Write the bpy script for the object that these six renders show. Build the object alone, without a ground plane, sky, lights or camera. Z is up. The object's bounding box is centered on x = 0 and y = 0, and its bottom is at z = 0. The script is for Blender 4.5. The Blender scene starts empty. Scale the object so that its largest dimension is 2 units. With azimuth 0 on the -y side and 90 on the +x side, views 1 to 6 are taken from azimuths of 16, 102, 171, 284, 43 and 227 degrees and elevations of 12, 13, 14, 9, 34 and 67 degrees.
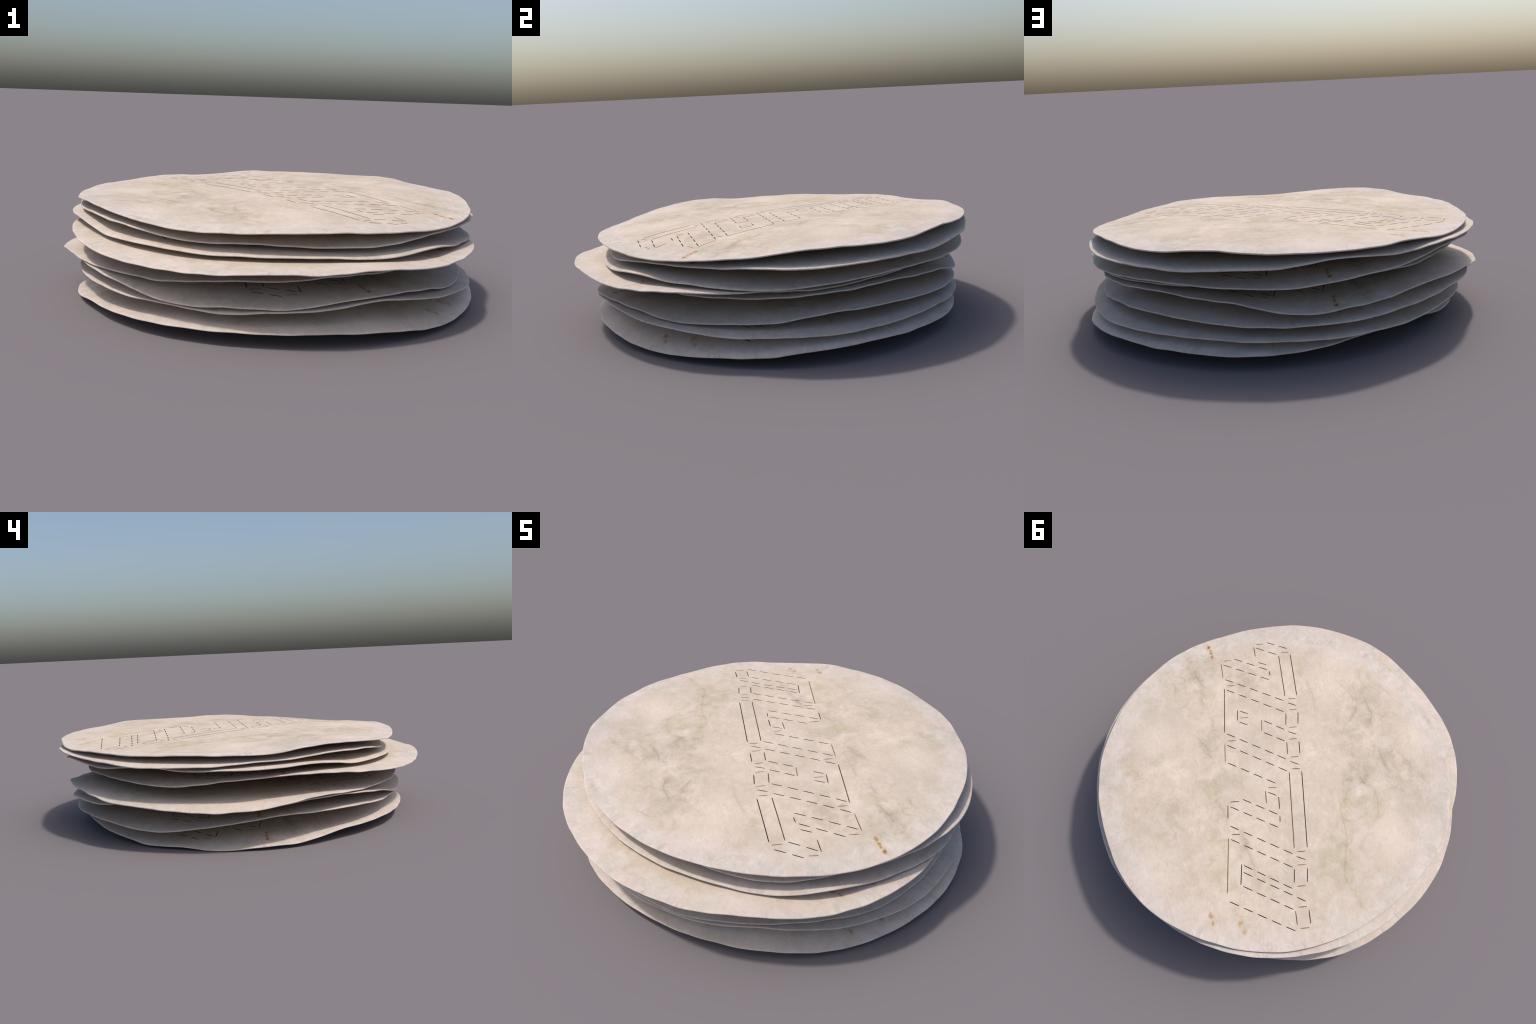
"""A loose stack of eight thin, round, wavy sheets of cream parchment, each
marked down its middle with the same outlined glyphs in fine dashed lines."""
import bpy
import numpy as np
from math import radians, cos, sin, pi

THICK = 0.007          # sheet thickness
FLOOR = 0.0            # height of the ground; the lowest sheet lies flat where it meets it
LINE = 0.0054          # width of a marking line
MARK_AXIS = -36.0      # direction of the row of glyphs on a sheet with turn = 0

# ---------------------------------------------------------------- the sheets
# From top to bottom.  outline: (cos, sin) amplitudes of the harmonics 2, 3, ...
# of the radius; waves: those of the harmonics 1, 2, ... of the rim's height.
SHEETS = [
    dict(centre=(0.0058, 0.0558, 0.4531), turn=0, radius=0.9176,
         outline=[(-0.0089, -0.0021), (0.0031, -0.0066), (-0.0002, 0.0025), (0.0015, -0.0002), (-0.0017, -0.0013), (0.0023, -0.0033), (0.0003, -0.0000), (0.0005, 0.0005)],
         waves=[(0.0014, 0.0208), (-0.0028, 0.0103), (-0.0005, -0.0004), (-0.0029, 0.0029), (0.0023, 0.0057), (0.0035, -0.0015), (-0.0011, 0.0012), (-0.0013, 0.0018), (-0.0014, -0.0021), (0.0002, 0.0004), (-0.0007, -0.0015), (0.0006, -0.0003), (0.0003, 0.0006), (-0.0009, -0.0003), (-0.0003, -0.0001), (0.0002, -0.0002)]),
    dict(centre=(-0.0018, 0.0893, 0.4078), turn=0, radius=0.9184,
         outline=[(0.0132, 0.0078), (0.0038, -0.0008), (-0.0017, -0.0033), (-0.0053, 0.0058), (0.0036, 0.0058), (0.0013, 0.0001), (0.0011, -0.0013), (0.0002, 0.0003)],
         waves=[(-0.0057, 0.0208), (-0.0002, 0.0005), (0.0109, -0.0067), (-0.0024, -0.0026), (0.0008, 0.0019), (-0.0012, -0.0012), (-0.0013, -0.0024), (0.0006, 0.0019), (0.0011, 0.0013), (0.0001, -0.0009), (0.0013, -0.0007), (0.0010, 0.0013), (-0.0005, 0.0005), (0.0002, -0.0009), (-0.0003, -0.0005), (0.0005, 0.0007)],
         swell=(0.0220, 0.0000, 0.0000)),
    dict(centre=(0.0025, 0.0506, 0.3559), turn=109, radius=0.9155,
         outline=[(0.0042, 0.0018), (0.0036, -0.0117), (-0.0017, 0.0009), (0.0041, 0.0012), (-0.0044, 0.0044), (0.0031, 0.0004), (-0.0004, 0.0022), (0.0018, 0.0013)],
         waves=[(-0.0282, 0.0054), (0.0065, -0.0097), (0.0000, -0.0010), (-0.0082, -0.0001), (-0.0002, -0.0041), (-0.0011, -0.0023), (-0.0020, 0.0011), (0.0010, -0.0007), (-0.0014, 0.0032), (0.0007, -0.0007), (0.0020, 0.0000), (-0.0011, -0.0002), (0.0011, -0.0004), (-0.0007, -0.0015), (0.0002, 0.0001), (-0.0006, 0.0001)],
         swell=(0.0190, 0.0002, -0.0003)),
    dict(centre=(0.0347, -0.0781, 0.3134), turn=-140.4, radius=0.9141,
         outline=[(-0.0053, -0.0034), (0.0037, 0.0002), (-0.0022, -0.0054), (0.0031, 0.0017), (0.0017, -0.0046), (0.0002, 0.0024), (-0.0029, -0.0006), (0.0019, -0.0007)],
         waves=[(-0.0053, 0.0000), (0.0028, -0.0003), (-0.0007, -0.0078), (-0.0039, 0.0064), (0.0052, -0.0019), (0.0011, 0.0003), (0.0027, 0.0001), (-0.0005, 0.0016), (-0.0004, -0.0013), (0.0003, -0.0006), (-0.0015, -0.0006), (-0.0009, 0.0002), (-0.0003, 0.0001), (0.0002, 0.0006), (-0.0004, -0.0010), (0.0004, -0.0008)],
         swell=(0.0112, -0.0051, 0.0007)),
    dict(centre=(-0.0458, 0.0333, 0.2492), turn=107.6, radius=0.9138,
         outline=[(0.0084, 0.0168), (0.0015, 0.0022), (0.0023, -0.0001), (0.0030, 0.0042), (-0.0036, 0.0051), (-0.0006, 0.0021), (-0.0004, -0.0013), (0.0016, -0.0015)],
         waves=[(0.0303, 0.0068), (0.0032, -0.0062), (0.0049, 0.0078), (-0.0157, 0.0003), (0.0007, -0.0038), (0.0013, -0.0028), (-0.0017, 0.0037), (0.0001, 0.0001), (-0.0013, -0.0003), (0.0009, -0.0004), (0.0000, 0.0005), (0.0006, 0.0016), (0.0009, 0.0008), (-0.0009, -0.0016), (0.0007, -0.0008), (0.0005, 0.0001)],
         swell=(0.0160, -0.0030, 0.0059)),
    dict(centre=(-0.0066, 0.0165, 0.1867), turn=-32.4, radius=0.9165,
         outline=[(-0.0074, 0.0001), (0.0009, 0.0001), (-0.0085, -0.0032), (0.0015, 0.0044), (-0.0018, 0.0016), (-0.0009, -0.0040), (0.0011, -0.0011), (0.0013, 0.0001)],
         waves=[(-0.0136, 0.0020), (0.0122, 0.0034), (-0.0027, -0.0012), (-0.0184, -0.0016), (-0.0023, 0.0077), (-0.0004, -0.0007), (-0.0018, 0.0007), (0.0017, -0.0004), (0.0024, -0.0001), (-0.0007, -0.0011), (0.0005, -0.0010), (0.0001, 0.0013), (0.0022, -0.0018), (0.0001, 0.0001), (-0.0003, -0.0012), (0.0006, 0.0007)],
         swell=(0.0276, -0.0001, -0.0012)),
    dict(centre=(0.0305, 0.0235, 0.1288), turn=-141.9, radius=0.9177,
         outline=[(-0.0014, 0.0120), (0.0018, -0.0017), (-0.0011, 0.0002), (-0.0014, 0.0061), (-0.0008, -0.0024), (-0.0025, -0.0022), (0.0018, 0.0000), (0.0010, -0.0008)],
         waves=[(0.0109, -0.0216), (-0.0030, 0.0006), (-0.0021, -0.0107), (-0.0122, 0.0024), (0.0025, 0.0010), (-0.0015, 0.0033), (0.0022, -0.0018), (0.0011, 0.0003), (-0.0001, -0.0010), (-0.0003, -0.0002), (-0.0010, -0.0004), (-0.0011, 0.0002), (-0.0008, 0.0009), (0.0009, 0.0009), (-0.0005, -0.0008), (-0.0003, -0.0004)],
         swell=(0.0213, -0.0001, -0.0002)),
    dict(centre=(0.0498, 0.0145, 0.0516), turn=-140.6, radius=0.9159,
         outline=[(-0.0025, 0.0285), (-0.0022, -0.0039), (0.0001, 0.0028), (-0.0012, 0.0014), (-0.0011, 0.0029), (0.0012, 0.0007), (-0.0021, -0.0017), (0.0014, 0.0002)],
         waves=[(0.0108, 0.0120), (-0.0242, -0.0020), (0.0089, 0.0068), (-0.0072, 0.0086), (-0.0032, 0.0010), (0.0031, -0.0011), (-0.0002, 0.0010), (0.0003, -0.0012), (0.0002, -0.0013), (-0.0001, -0.0003), (0.0005, -0.0004), (-0.0001, -0.0005), (-0.0005, 0.0003), (0.0010, -0.0009), (-0.0011, 0.0010), (0.0008, -0.0010)],
         swell=(0.0666, 0.0407, 0.0057), power=4),
]
# gentle swell of the top sheet's middle above the surface spanned by its rim:
# amplitudes of 1, x, y, xx, xy, yy, xxx, xxy, xyy, yyy
SWELL_TOP = (0.0244, 0.0290, 0.0024, -0.0272, 0.0172, -0.0124, -0.0349, -0.0107, -0.0110, 0.0017)

# ---------------------------------------------------------------- the markings
# Pen strokes in the sheet's own frame (x along the row of glyphs):
# ink, start x, y, end x, y, dashes (0 = one unbroken line).
# ink k: black, u: dark umber, b: light brown
STROKES = [
    ('b', 0.816, 0.022, 0.814, -0.018, 1),
    ('k', 0.823, -0.039, 0.767, -0.150, 2),
    ('b', 0.741, -0.112, 0.742, -0.155, 1),
    ('k', 0.791, 0.026, 0.732, -0.085, 2),
    ('u', 0.797, 0.038, 0.731, 0.034, 0),
    ('u', 0.722, -0.097, 0.451, -0.104, 0),
    ('k', 0.724, -0.163, 0.451, -0.169, 0),
    ('b', 0.717, 0.216, 0.717, 0.173, 1),
    ('k', 0.726, 0.155, 0.632, -0.023, 3),
    ('k', 0.687, 0.022, 0.667, -0.022, 1),
    ('k', 0.690, 0.218, 0.565, -0.028, 4),
    ('k', 0.623, -0.034, 0.591, -0.036, 0),
    ('b', 0.699, 0.230, 0.598, 0.226, 0),
    ('k', 0.589, 0.215, 0.424, -0.092, 5),
    ('b', 0.546, 0.209, 0.545, 0.166, 1),
    ('k', 0.519, 0.212, 0.354, -0.088, 5),
    ('u', 0.527, 0.223, 0.254, 0.241, 0),
    ('b', 0.433, -0.119, 0.432, -0.160, 1),
    ('k', 0.408, -0.115, 0.388, -0.158, 1),
    ('b', 0.364, -0.116, 0.363, -0.158, 1),
    ('u', 0.345, -0.098, 0.275, -0.090, 0),
    ('k', 0.345, -0.164, 0.275, -0.156, 0),
    ('u', 0.387, 0.162, 0.321, 0.168, 0),
    ('k', 0.379, 0.150, 0.358, 0.107, 1),
    ('b', 0.336, 0.151, 0.334, 0.108, 1),
    ('k', 0.312, 0.158, 0.290, 0.115, 1),
    ('b', 0.257, -0.106, 0.257, -0.147, 1),
    ('k', 0.232, -0.099, 0.213, -0.140, 1),
    ('b', 0.186, -0.100, 0.188, -0.140, 1),
    ('b', 0.315, 0.037, 0.246, 0.044, 0),
    ('k', 0.309, 0.026, 0.247, -0.078, 2),
    ('k', 0.237, 0.032, 0.178, -0.074, 2),
    ('u', 0.170, -0.084, 0.101, -0.080, 0),
    ('k', 0.169, -0.149, 0.100, -0.146, 0),
    ('b', 0.082, -0.095, 0.082, -0.137, 1),
    ('k', 0.058, -0.090, 0.037, -0.133, 1),
    ('u', 0.014, -0.094, 0.013, -0.136, 1),
    ('k', 0.246, 0.230, 0.073, -0.069, 5),
    ('b', 0.203, 0.229, 0.202, 0.185, 1),
    ('k', 0.178, 0.233, 0.004, -0.068, 5),
    ('b', 0.185, 0.245, 0.083, 0.250, 0),
    ('k', 0.076, 0.238, -0.059, -0.001, 4),
    ('b', -0.081, 0.040, -0.083, -0.002, 1),
    ('u', -0.003, -0.078, -0.414, -0.059, 0),
    ('k', -0.004, -0.144, -0.415, -0.125, 0),
    ('u', -0.097, 0.056, -0.165, 0.057, 0),
    ('k', -0.105, 0.044, -0.126, 0.002, 1),
    ('k', -0.135, -0.009, -0.201, -0.007, 0),
    ('k', -0.238, -0.005, -0.271, -0.002, 0),
    ('u', -0.143, 0.240, -0.143, 0.196, 1),
    ('k', -0.133, 0.177, -0.229, 0.006, 3),
    ('k', -0.168, 0.243, -0.298, 0.010, 4),
    ('u', -0.160, 0.255, -0.230, 0.260, 0),
    ('k', -0.271, 0.251, -0.441, -0.047, 5),
    ('u', -0.317, 0.248, -0.318, 0.205, 1),
    ('k', -0.341, 0.253, -0.510, -0.040, 5),
    ('b', -0.334, 0.265, -0.610, 0.292, 0),
    ('b', -0.433, -0.073, -0.433, -0.115, 1),
    ('k', -0.457, -0.066, -0.477, -0.109, 1),
    ('b', -0.501, -0.066, -0.502, -0.108, 1),
    ('k', -0.520, -0.048, -0.587, -0.040, 0),
    ('k', -0.521, -0.114, -0.590, -0.105, 0),
    ('b', -0.607, -0.053, -0.607, -0.095, 1),
    ('k', -0.472, 0.210, -0.575, 0.223, 0),
    ('k', -0.479, 0.200, -0.615, -0.027, 4),
    ('k', -0.514, 0.204, -0.685, -0.087, 5),
    ('k', -0.583, 0.212, -0.718, -0.021, 4),
    ('b', -0.710, -0.046, -0.710, -0.089, 1),
    ('u', -0.727, -0.031, -0.794, -0.032, 0),
    ('k', -0.728, -0.097, -0.795, -0.097, 0),
    ('k', -0.652, 0.284, -0.822, -0.020, 5),
    ('b', -0.813, -0.046, -0.813, -0.089, 1),
]
# brown scorched specks: x, y, half length, half width, strength
SPECKS = [(0.822, 0.294, 0.013, 0.009, 1.0), (0.795, 0.284, 0.010, 0.006, 0.8), (0.778, 0.282, 0.008, 0.008, 0.9),
          (0.752, 0.278, 0.016, 0.008, 0.7), (-0.706, 0.382, 0.012, 0.009, 0.5), (-0.718, 0.376, 0.010, 0.014, 0.45),
          (-0.748, 0.372, 0.013, 0.008, 0.55), (-0.765, 0.245, 0.014, 0.008, 0.45), (-0.758, 0.236, 0.008, 0.010, 0.4),
          (-0.806, 0.226, 0.013, 0.009, 0.4)]

# crinkled veins: d grey-brown or o olive, half width, strength, course
VEINS = [
    ('o', .0045, .55, [(0.537, -0.232), (0.456, -0.256), (0.353, -0.260)]),
    ('d', .0050, .75, [(0.393, -0.541), (0.350, -0.551), (0.308, -0.564), (0.255, -0.550)]),
    ('o', .0045, .55, [(0.355, -0.486), (0.318, -0.467), (0.272, -0.440)]),
    ('d', .0050, .55, [(0.491, -0.635), (0.453, -0.658), (0.439, -0.684)]),
    ('d', .0040, .60, [(0.478, -0.560), (0.454, -0.571)]),
    ('d', .0030, .35, [(0.575, -0.578), (0.527, -0.585)]),
    ('d', .0050, .70, [(0.092, -0.569), (0.044, -0.572), (-0.005, -0.589), (-0.030, -0.596)]),
    ('o', .0055, .40, [(0.275, -0.616), (0.218, -0.612), (0.168, -0.615)]),
    ('d', .0035, .40, [(0.308, -0.604), (0.284, -0.626), (0.302, -0.646)]),
    ('d', .0035, .30, [(0.059, -0.669), (0.007, -0.709), (-0.062, -0.752), (-0.132, -0.799)]),
    ('d', .0035, .30, [(0.229, -0.400), (0.199, -0.388)]),
    ('d', .0035, .35, [(0.286, -0.470), (0.241, -0.486)]),
    ('o', .0055, .60, [(-0.244, -0.319), (-0.316, -0.328), (-0.371, -0.333), (-0.424, -0.326)]),
    ('o', .0075, .75, [(-0.424, -0.326), (-0.507, -0.307), (-0.579, -0.295), (-0.605, -0.301)]),
    ('o', .0050, .60, [(-0.605, -0.301), (-0.659, -0.334), (-0.743, -0.358)]),
    ('d', .0055, .60, [(-0.066, -0.446), (-0.096, -0.463)]),
    ('o', .0055, .55, [(-0.144, -0.516), (-0.201, -0.518), (-0.289, -0.509)]),
    ('o', .0065, .55, [(-0.130, -0.367), (-0.196, -0.342)]),
    ('d', .0050, .65, [(0.227, 0.376), (0.171, 0.344), (0.112, 0.322)]),
    ('d', .0035, .40, [(0.253, 0.294), (0.173, 0.289)]),
    ('d', .0055, .60, [(0.660, 0.380), (0.608, 0.365), (0.552, 0.341)]),
    ('o', .0050, .40, [(0.616, 0.442), (0.558, 0.434)]),
    ('d', .0055, .60, [(0.478, 0.352), (0.438, 0.344)]),
    ('d', .0055, .20, [(0.419, 0.539), (0.427, 0.473), (0.416, 0.395), (0.385, 0.357)]),
    ('o', .0055, .45, [(0.342, 0.301), (0.290, 0.301)]),
    ('d', .0035, .40, [(-0.126, 0.309), (-0.185, 0.281), (-0.260, 0.263), (-0.305, 0.258)]),
    ('d', .0050, .55, [(-0.288, 0.198), (-0.377, 0.184), (-0.471, 0.156), (-0.530, 0.151)]),
    ('o', .0050, .40, [(-0.746, 0.226), (-0.797, 0.216)]),
]
# soft patches: o olive, g grey or p pale; x, y, half sizes along x and y, strength
PATCHES = [
    ('o', -0.080, 0.335, 0.056, 0.035, .7),
    ('o', -0.231, 0.406, 0.028, 0.018, .5),
    ('o', -0.206, -0.356, 0.075, 0.031, .7),
    ('o', -0.216, -0.469, 0.075, 0.056, .55),
    ('g', -0.051, -0.442, 0.069, 0.056, .7),
    ('o', -0.549, -0.199, 0.035, 0.025, .6),
    ('g', 0.658, 0.383, 0.075, 0.075, .7),
    ('o', 0.514, 0.343, 0.038, 0.031, .7),
    ('g', -0.384, 0.186, 0.050, 0.035, .6),
    ('o', -0.585, 0.131, 0.038, 0.038, .5),
    ('g', 0.441, -0.543, 0.069, 0.069, .6),
    ('g', 0.290, -0.493, 0.063, 0.063, .5),
    ('o', 0.311, 0.303, 0.031, 0.010, .7),
    ('g', 0.181, 0.318, 0.063, 0.038, .6),
    ('o', 0.624, -0.212, 0.044, 0.018, .6),
    ('g', -0.205, 0.551, 0.088, 0.063, .5),
    ('g', 0.053, 0.728, 0.050, 0.031, .5),
    ('g', 0.249, -0.864, 0.025, 0.018, .9),
    ('g', 0.688, -0.589, 0.015, 0.018, .8),
    ('g', 0.572, 0.105, 0.075, 0.088, .5),
    ('o', -0.441, 0.311, 0.151, 0.050, .5),
    ('g', -0.019, 0.255, 0.050, 0.100, .5),
    ('g', 0.049, -0.575, 0.056, 0.100, .6),
    ('g', 0.191, -0.438, 0.069, 0.075, .5),
    ('g', 0.710, 0.313, 0.050, 0.075, .4),
    ('o', -0.467, -0.258, 0.126, 0.075, .6),
    ('g', -0.072, -0.671, 0.075, 0.075, .5),
    ('p', 0.252, 0.609, 0.088, 0.088, .8),
    ('p', 0.518, -0.322, 0.100, 0.063, .7),
    ('p', -0.381, -0.557, 0.113, 0.069, .9),
    ('p', -0.461, 0.624, 0.100, 0.100, .7),
    ('p', -0.007, 0.078, 0.075, 0.075, .6),
    ('p', 0.150, -0.764, 0.088, 0.075, .6),
    ('p', 0.313, 0.153, 0.075, 0.050, .5),
    ('p', 0.673, -0.412, 0.050, 0.075, .6),
]


class Sheet:
    def __init__(self, spec, swell, seed):
        rng = np.random.default_rng(seed)
        # small unevenness of the cut edge: order, amplitude outwards and upwards, phases
        self.nicks = [(k, rng.uniform(0.2, 1) * 6e-4, rng.uniform(0.2, 1) * 6e-4, *rng.uniform(0, 2 * pi, 2))
                      for k in (18, 21, 25, 31, 38, 47)]
        self.cx, self.cy, self.cz = spec["centre"]
        self.turn = radians(spec["turn"] + MARK_AXIS)
        self.radius, self.outline, self.waves, self.swell = spec["radius"], spec["outline"], spec["waves"], swell
        self.power = spec.get("power", 6)

    def rim(self, t):
        """Radius of the outline at world angle t."""
        r = self.radius + sum(a * np.cos(k * t) + b * np.sin(k * t) for k, (a, b) in enumerate(self.outline, 2))
        return r + sum(out * np.cos(k * t + p) for k, out, _, p, _ in self.nicks)

    def height(self, dx, dy):
        """Middle surface above (dx, dy) from the centre, relative to the centre height:
        the rim's waves die away inwards, and the middle swells a little."""
        t, r = np.arctan2(dy, dx), np.hypot(dx, dy)
        q = np.minimum(r / self.rim(t), 1.0)
        z = sum(q ** k * (a * np.cos(k * t) + b * np.sin(k * t)) for k, (a, b) in enumerate(self.waves, 1))
        z = z + sum(q ** k * up * np.cos(k * t + p) for k, _, up, _, p in self.nicks)
        terms = [dx ** i * dy ** (n - i) for n in range(4) for i in range(n, -1, -1)]
        return z + (1 - q ** self.power) * sum(a * b for a, b in zip(self.swell, terms))

    def local_height(self, x, y):
        c, s = cos(self.turn), sin(self.turn)
        return self.height(x * c - y * s, x * s + y * c)


def mesh_from(name, verts, faces, smooth=True):
    me = bpy.data.meshes.new(name)
    me.from_pydata([tuple(map(float, v)) for v in verts], [], faces)
    me.update()
    me.polygons.foreach_set("use_smooth", [smooth] * len(me.polygons))
    return me


def sheet_mesh(sh, name, around=360, rings=44):
    """A closed thin sheet with a rounded edge."""
    a = np.linspace(0, 2 * pi, around, endpoint=False)          # local angle
    R = sh.rim(a + sh.turn)
    h = THICK / 2
    # cross-section, from the middle of the top round the edge to the middle of the underside
    inner = [1 - (1 - i / rings) ** 1.6 for i in range(1, rings + 1)]
    section = [(q, 0.0, h) for q in inner[:-1]] + [(1.0, -h, h)]
    section += [(1.0, -h + h * sin(w), h * cos(w)) for w in (pi / 6, pi / 3, pi / 2, 2 * pi / 3, 5 * pi / 6)]
    section += [(1.0, -h, -h)] + [(q, 0.0, -h) for q in inner[:-1][::-1]]
    verts = []
    for q, out, dz in section:
        r = q * (R - h) if out == 0.0 and q < 1 else R + out
        x, y = r * np.cos(a), r * np.sin(a)
        verts.append(np.stack([x, y, np.maximum(sh.local_height(x, y) + dz, FLOOR - sh.cz)], 1))
    verts = np.concatenate(verts)
    n, faces = len(section), []
    for i in range(n - 1):
        for j in range(around):
            k = (j + 1) % around
            faces.append((i * around + j, (i + 1) * around + j, (i + 1) * around + k, i * around + k))
    z0 = float(sh.local_height(np.array([0.0]), np.array([0.0]))[0])
    top, bottom = len(verts), len(verts) + 1
    verts = np.vstack([verts, [[0, 0, z0 + h], [0, 0, z0 - h]]])
    last = (n - 1) * around
    for j in range(around):
        k = (j + 1) % around
        faces.append((top, j, k))
        faces.append((bottom, last + k, last + j))
    return mesh_from(name, verts, faces)


def dashes():
    """Every single pen line: ink and its two ends."""
    for ink, x0, y0, x1, y1, n in STROKES:
        if n < 2:
            yield ink, x0, y0, x1, y1
            continue
        # n dashes with gaps half as long; the first starts and the last ends at the given points
        unit = 1.0 / (n + 0.5 * (n - 1))
        for i in range(n):
            s, e = 1.5 * i * unit, (1.5 * i + 1) * unit
            yield ink, x0 + (x1 - x0) * s, y0 + (y1 - y0) * s, x0 + (x1 - x0) * e, y0 + (y1 - y0) * e


INKS = "kub"


def marking_mesh(sh, name):
    """All lines as thin inlaid strips that follow the sheet."""
    verts, faces, slots = [], [], []
    for ink, x0, y0, x1, y1 in dashes():
        length = float(np.hypot(x1 - x0, y1 - y0))
        steps = max(2, int(length / 0.012))
        s = np.linspace(0, 1, steps + 1)
        x, y = x0 + (x1 - x0) * s, y0 + (y1 - y0) * s
        nx, ny = -(y1 - y0) / length, (x1 - x0) / length
        half = np.full(steps + 1, LINE / 2)
        half[0] = half[-1] = LINE / 2 * 0.7
        base = len(verts)
        side, dz = np.array([1, 0.75, -0.75, -1]), np.array([-0.0008, 0.0003, 0.0003, -0.0008])
        px = (x[:, None] + nx * half[:, None] * side).ravel()
        py = (y[:, None] + ny * half[:, None] * side).ravel()
        pz = sh.local_height(px, py) + THICK / 2 + np.tile(dz, steps + 1)
        verts += list(zip(px, py, pz))
        new = []
        for i in range(steps):
            b = base + 4 * i
            for j in range(4):
                k = (j + 1) % 4
                new.append((b + j, b + k, b + 4 + k, b + 4 + j))
        e = base + 4 * steps
        new += [(base + 3, base + 2, base + 1, base), (e, e + 1, e + 2, e + 3)]
        faces += new
        slots += [INKS.index(ink)] * len(new)
    me = mesh_from(name, verts, faces, smooth=False)
    me.polygons.foreach_set("material_index", slots)
    return me


# ---------------------------------------------------------------- materials
class Nodes:
    """A small helper to write node trees as expressions."""

    def __init__(self, name):
        self.mat = bpy.data.materials.new(name)
        self.mat.use_nodes = True
        self.tree = self.mat.node_tree
        self.bsdf = self.tree.nodes["Principled BSDF"]

    def node(self, kind, **props):
        n = self.tree.nodes.new(kind)
        for k, v in props.items():
            setattr(n, k, v)
        return n

    def put(self, socket, value):
        if isinstance(value, bpy.types.NodeSocket):
            self.tree.links.new(value, socket)
        else:
            socket.default_value = value

    def math(self, op, a, b=0.0, c=0.0):
        n = self.node("ShaderNodeMath", operation=op)
        for s, v in zip(n.inputs, (a, b, c)):
            self.put(s, v)
        return n.outputs[0]

    def vec(self, op, a, b=(0, 0, 0)):
        n = self.node("ShaderNodeVectorMath", operation=op)
        self.put(n.inputs[0], a)
        self.put(n.inputs[1], b)
        return n.outputs["Value"] if op in ("LENGTH", "DISTANCE", "DOT_PRODUCT") else n.outputs["Vector"]

    def ramp(self, v, lo, hi, out_lo=0.0, out_hi=1.0):
        n = self.node("ShaderNodeMapRange", interpolation_type="SMOOTHSTEP")
        for s, x in zip(n.inputs, (v, lo, hi, out_lo, out_hi)):
            self.put(s, x)
        return n.outputs[0]

    def noise(self, v, scale, detail=4.0, rough=0.55, distort=0.0):
        n = self.node("ShaderNodeTexNoise")
        self.put(n.inputs["Vector"], v)
        for k, x in (("Scale", scale), ("Detail", detail), ("Roughness", rough), ("Distortion", distort)):
            n.inputs[k].default_value = x
        return n.outputs["Fac"]

    def mix(self, fac, a, b, blend="MIX"):
        n = self.node("ShaderNodeMix", data_type="RGBA", blend_type=blend)
        ins = [s for s in n.inputs if s.type == "RGBA"]
        self.put(n.inputs[0], fac)
        for s, v in zip(ins, (a, b)):
            self.put(s, v if isinstance(v, bpy.types.NodeSocket) else (*v, 1.0))
        return [s for s in n.outputs if s.type == "RGBA"][0]


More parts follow.
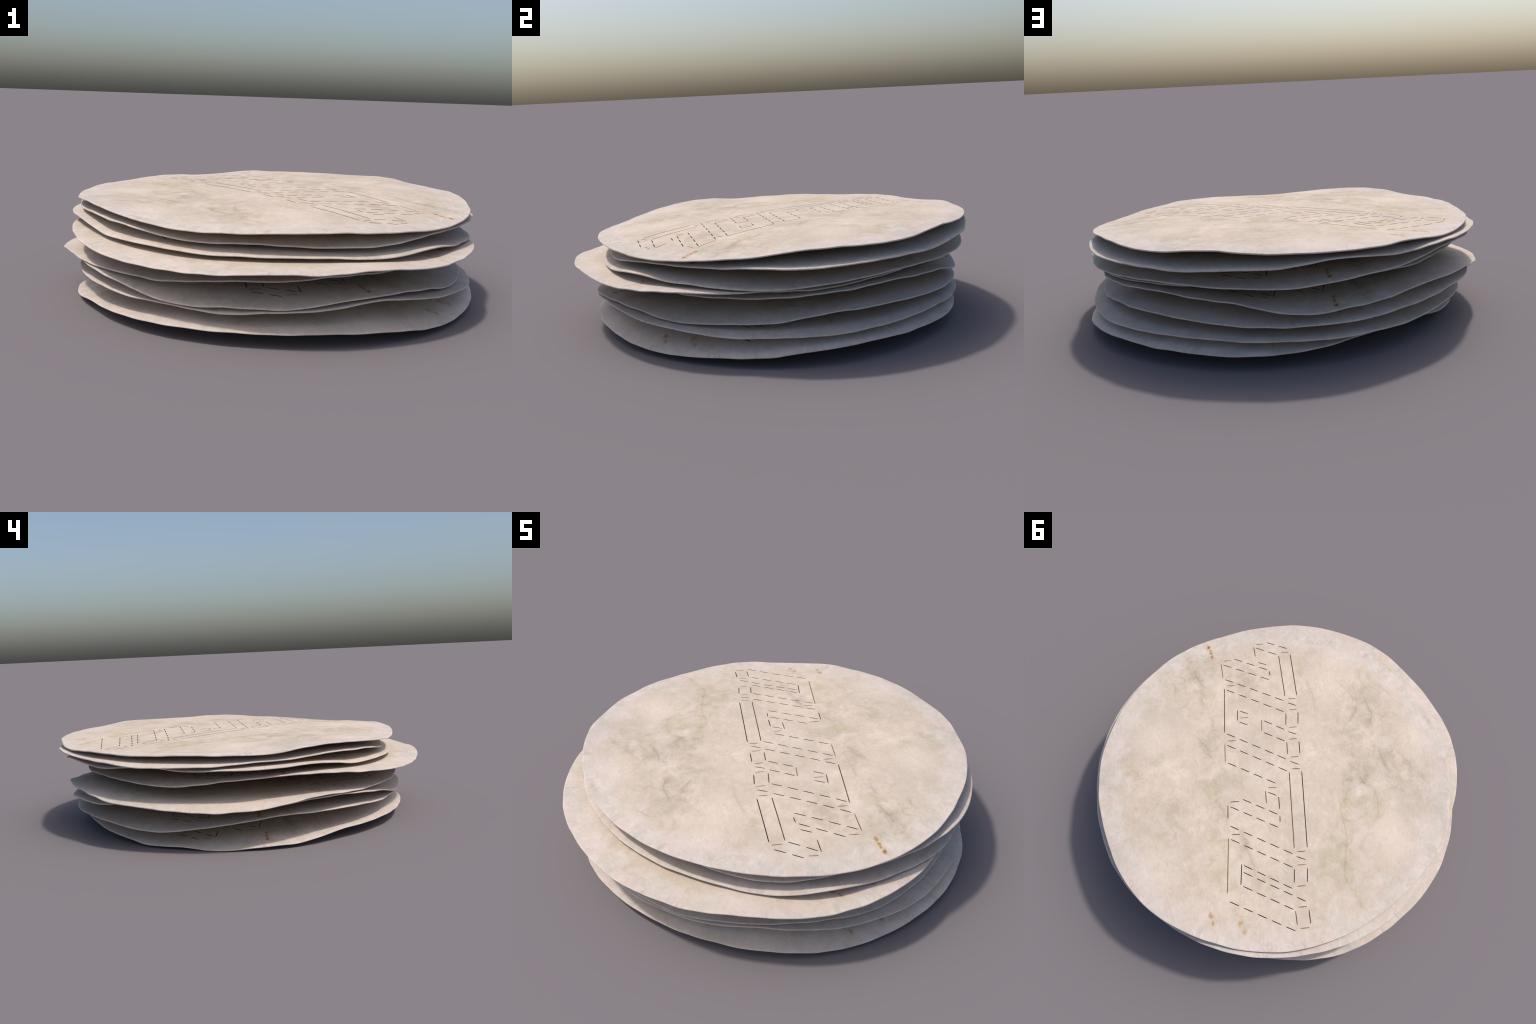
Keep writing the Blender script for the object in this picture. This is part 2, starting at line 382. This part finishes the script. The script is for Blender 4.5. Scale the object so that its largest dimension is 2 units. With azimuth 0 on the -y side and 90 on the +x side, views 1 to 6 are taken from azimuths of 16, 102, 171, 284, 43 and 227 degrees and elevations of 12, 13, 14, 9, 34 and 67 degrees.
def parchment():
    g = Nodes("parchment")
    co = g.node("ShaderNodeTexCoord").outputs["Object"]
    flat = g.vec("MULTIPLY", co, (1, 1, 0))
    sep = g.node("ShaderNodeSeparateXYZ")
    g.put(sep.inputs[0], flat)
    x, y = sep.outputs[0], sep.outputs[1]
    r = g.vec("LENGTH", flat)

    broad = g.noise(flat, 2.6, 3, 0.5)
    cloud = g.noise(g.vec("ADD", flat, (3.1, 1.7, 0)), 6.5, 6, 0.6, 0.4)
    mottle = g.noise(g.vec("ADD", flat, (7.3, 4.1, 0)), 17, 6, 0.66, 0.7)
    speckle = g.noise(g.vec("MULTIPLY", g.vec("ADD", flat, (1.9, 5.1, 0)), (60, 95, 1)), 1.0, 5, 0.70, 0.8)
    fibre = g.noise(g.vec("MULTIPLY", flat, (38, 75, 1)), 1.0, 5, 0.65, 0.6)

    warm, pale, grey = (0.602, 0.501, 0.408), (0.663, 0.564, 0.470), (0.548, 0.464, 0.378)
    col = g.mix(g.ramp(broad, 0.36, 0.64), grey, warm)
    col = g.mix(g.math("MULTIPLY", g.ramp(cloud, 0.48, 0.70), 0.75), col, pale)

    # towards the edge: cooler, in pinkish and grey-green patches
    ragged = g.math("ADD", r, g.math("MULTIPLY", g.math("SUBTRACT", cloud, 0.5), 0.45))
    outer = g.ramp(ragged, 0.72, 0.92)
    patch = g.noise(g.vec("ADD", flat, (1.2, 9.4, 0)), 7.5, 4, 0.55)
    cool = g.mix(g.ramp(patch, 0.42, 0.58), (0.562, 0.516, 0.460), (0.618, 0.527, 0.490))
    col = g.mix(g.math("MULTIPLY", outer, 0.75), col, cool)

    # soft patches with ragged borders
    rag = g.math("ADD", g.math("MULTIPLY", g.math("SUBTRACT", cloud, 0.5), 2.2),
                 g.math("MULTIPLY", g.math("SUBTRACT", mottle, 0.5), 3.0))
    tint = {"o": (0.470, 0.415, 0.265), "g": (0.415, 0.360, 0.280), "p": (0.715, 0.615, 0.520)}
    rough_zone = None
    for kind in "pgo":
        total = None
        for k, px, py, a, b, strength in PATCHES:
            if k != kind:
                continue
            d = g.vec("LENGTH", g.vec("DIVIDE", g.vec("SUBTRACT", flat, (px, py, 0)), (a, b, 1)))
            m = g.math("MULTIPLY", g.ramp(g.math("ADD", d, rag), 1.7, 0.2), strength)
            total = m if total is None else g.math("MAXIMUM", total, m)
        if kind != "p":
            rough_zone = total if rough_zone is None else g.math("MAXIMUM", rough_zone, total)
        col = g.mix(g.math("MULTIPLY", total, {"p": 0.60, "g": 0.60, "o": 0.50}[kind]), col, tint[kind])
    spots = g.noise(g.vec("ADD", flat, (5.5, 2.2, 0)), 9, 5, 0.6, 0.5)
    col = g.mix(g.math("MULTIPLY", g.ramp(spots, 0.58, 0.74), 0.35), col, tint["o"])

    # crinkled veins: the drawn courses, wobbled, and fine chance ones between them
    w1 = g.noise(g.vec("ADD", flat, (4.4, 0.9, 0)), 26, 3, 0.6)
    w2 = g.noise(g.vec("ADD", flat, (0.3, 8.1, 0)), 26, 3, 0.6)
    off = g.node("ShaderNodeCombineXYZ")
    g.put(off.inputs[0], g.math("MULTIPLY", g.math("SUBTRACT", w1, 0.5), 0.028))
    g.put(off.inputs[1], g.math("MULTIPLY", g.math("SUBTRACT", w2, 0.5), 0.028))
    wob = g.vec("ADD", flat, off.outputs[0])
    broken = g.ramp(g.noise(g.vec("ADD", flat, (6.1, 3.3, 0)), 42, 3), 0.24, 0.46)
    veins = {"d": None, "o": None}
    for kind, width, strength, course in VEINS:
        for (ax, ay), (bx, by) in zip(course, course[1:]):
            ab = (bx - ax, by - ay, 0)
            pa = g.vec("SUBTRACT", wob, (ax, ay, 0))
            along = g.math("MULTIPLY", g.vec("DOT_PRODUCT", pa, ab), 1 / (ab[0] ** 2 + ab[1] ** 2))
            along = g.math("MINIMUM", g.math("MAXIMUM", along, 0.0), 1.0)
            n = g.node("ShaderNodeVectorMath", operation="SCALE")
            n.inputs[0].default_value = ab
            g.put(n.inputs["Scale"], along)
            d = g.vec("DISTANCE", pa, n.outputs["Vector"])
            core = g.math("MULTIPLY", g.ramp(d, width * 1.5, width * 0.1), strength)
            halo = g.math("MULTIPLY", g.ramp(d, width * 5.5, 0.0), strength * 0.42)
            m = g.math("MAXIMUM", g.math("MULTIPLY", core, broken), halo)
            veins[kind] = m if veins[kind] is None else g.math("MAXIMUM", veins[kind], m)
    wander = g.noise(g.vec("ADD", g.vec("MULTIPLY", flat, (1, 1.5, 1)), (2.7, 6.6, 0)), 5.5, 8, 0.66, 1.2)
    chance = g.ramp(g.math("ABSOLUTE", g.math("SUBTRACT", wander, 0.5)), 0.020, 0.003)
    where = g.ramp(g.noise(g.vec("ADD", flat, (8.8, 0.4, 0)), 6, 3), 0.50, 0.66)
    chance = g.math("MULTIPLY", chance, g.math("MULTIPLY", where, broken))
    col = g.mix(g.math("MULTIPLY", veins["o"], 0.78), col, (0.365, 0.310, 0.175))
    col = g.mix(g.math("MULTIPLY", veins["d"], 0.64), col, (0.260, 0.215, 0.155))
    col = g.mix(g.math("MULTIPLY", chance, 0.28), col, (0.300, 0.260, 0.195))
    vein = g.math("MAXIMUM", g.math("MAXIMUM", veins["d"], veins["o"]), g.math("MULTIPLY", chance, 0.5))

    # mottling and fibre
    calm = g.math("ADD", g.math("MULTIPLY", rough_zone, 0.7), 0.75)
    tone = g.math("ADD", g.math("MULTIPLY", g.ramp(mottle, 0.28, 0.72, -0.13, 0.080), calm), g.math("ADD", g.ramp(fibre, 0.25, 0.75, -0.045, 0.030), g.ramp(speckle, 0.22, 0.70, -0.055, 0.030)))
    lev = g.node("ShaderNodeCombineColor")
    for s, warmth in zip(lev.inputs, (0.82, 1.0, 1.22)):
        g.put(s, g.math("ADD", g.math("MULTIPLY", tone, warmth), 1.0))
    col = g.mix(1.0, col, lev.outputs[0], "MULTIPLY")

    # short creases running in from the edge
    round_ = g.vec("NORMALIZE", flat)
    cr = g.node("ShaderNodeCombineXYZ")
    turn = g.vec("MULTIPLY", round_, (22, 22, 0))
    g.put(cr.inputs[2], g.math("MULTIPLY", r, 5.0))
    crease_n = g.noise(g.vec("ADD", turn, cr.outputs[0]), 1.0, 4, 0.6, 0.3)
    crease = g.math("MULTIPLY", g.ramp(crease_n, 0.57, 0.67), g.ramp(r, 0.84, 0.905))
    col = g.mix(g.math("MULTIPLY", crease, 0.45), col, (0.40, 0.375, 0.335))

    # scorched brown specks
    dis = g.math("MULTIPLY", g.math("SUBTRACT", g.noise(flat, 75, 4), 0.5), 1.3)
    for sx, sy, a, b, strength in SPECKS:
        d = g.vec("LENGTH", g.vec("DIVIDE", g.vec("SUBTRACT", flat, (sx, sy, 0)), (1.15 * a, 1.15 * b, 1)))
        d = g.math("ADD", d, dis)
        halo = g.ramp(d, 2.8, 0.8)
        col = g.mix(g.math("MULTIPLY", halo, 0.36 * strength), col, (0.560, 0.390, 0.210))
        core = g.ramp(d, 1.25, 0.35)
        col = g.mix(g.math("MULTIPLY", core, 0.95 * strength), col, (0.275, 0.145, 0.045))

    g.put(g.bsdf.inputs["Base Color"], col)
    g.bsdf.inputs["Roughness"].default_value = 0.85
    g.bsdf.inputs["Specular IOR Level"].default_value = 0.15
    bump = g.node("ShaderNodeBump")
    bump.inputs["Strength"].default_value = 0.30
    bump.inputs["Distance"].default_value = 0.006
    relief = g.math("MULTIPLY", g.noise(g.vec("MULTIPLY", flat, (22, 34, 1)), 1.0, 4, 0.6, 0.4), 0.7)
    relief = g.math("SUBTRACT", relief, g.math("MULTIPLY", crease, 0.35))
    g.put(bump.inputs["Height"], relief)
    g.put(g.bsdf.inputs["Normal"], bump.outputs[0])
    return g.mat


def ink(name, dark, light):
    g = Nodes(name)
    co = g.node("ShaderNodeTexCoord").outputs["Object"]
    g.put(g.bsdf.inputs["Base Color"], g.mix(g.ramp(g.noise(co, 24, 3), 0.35, 0.65), dark, light))
    g.bsdf.inputs["Roughness"].default_value = 0.8
    g.bsdf.inputs["Specular IOR Level"].default_value = 0.15
    return g.mat


# ---------------------------------------------------------------- build
paper = parchment()
inks = [ink("black_ink", (0.018, 0.015, 0.018), (0.034, 0.028, 0.032)),
        ink("umber_ink", (0.070, 0.030, 0.022), (0.130, 0.062, 0.038)),
        ink("brown_ink", (0.190, 0.095, 0.035), (0.270, 0.145, 0.058))]

for i, spec in enumerate(SHEETS):
    sh = Sheet(spec, spec.get("swell", SWELL_TOP), 40 + i)
    sheet = bpy.data.objects.new("parchment_sheet", sheet_mesh(sh, "parchment_sheet"))
    sheet.data.materials.append(paper)
    sheet.location = (sh.cx, sh.cy, sh.cz)
    sheet.rotation_euler = (0, 0, sh.turn)
    sheet["label"] = "thin round cream parchment sheet, wavy rim, dashed glyph outlines"
    sheet["category"] = "parchment sheet"
    bpy.context.scene.collection.objects.link(sheet)
    marks = bpy.data.objects.new("dashed_marking", marking_mesh(sh, "dashed_marking"))
    for m in inks:
        marks.data.materials.append(m)
    marks.parent = sheet
    marks["kind"] = "stuff"
    bpy.context.scene.collection.objects.link(marks)
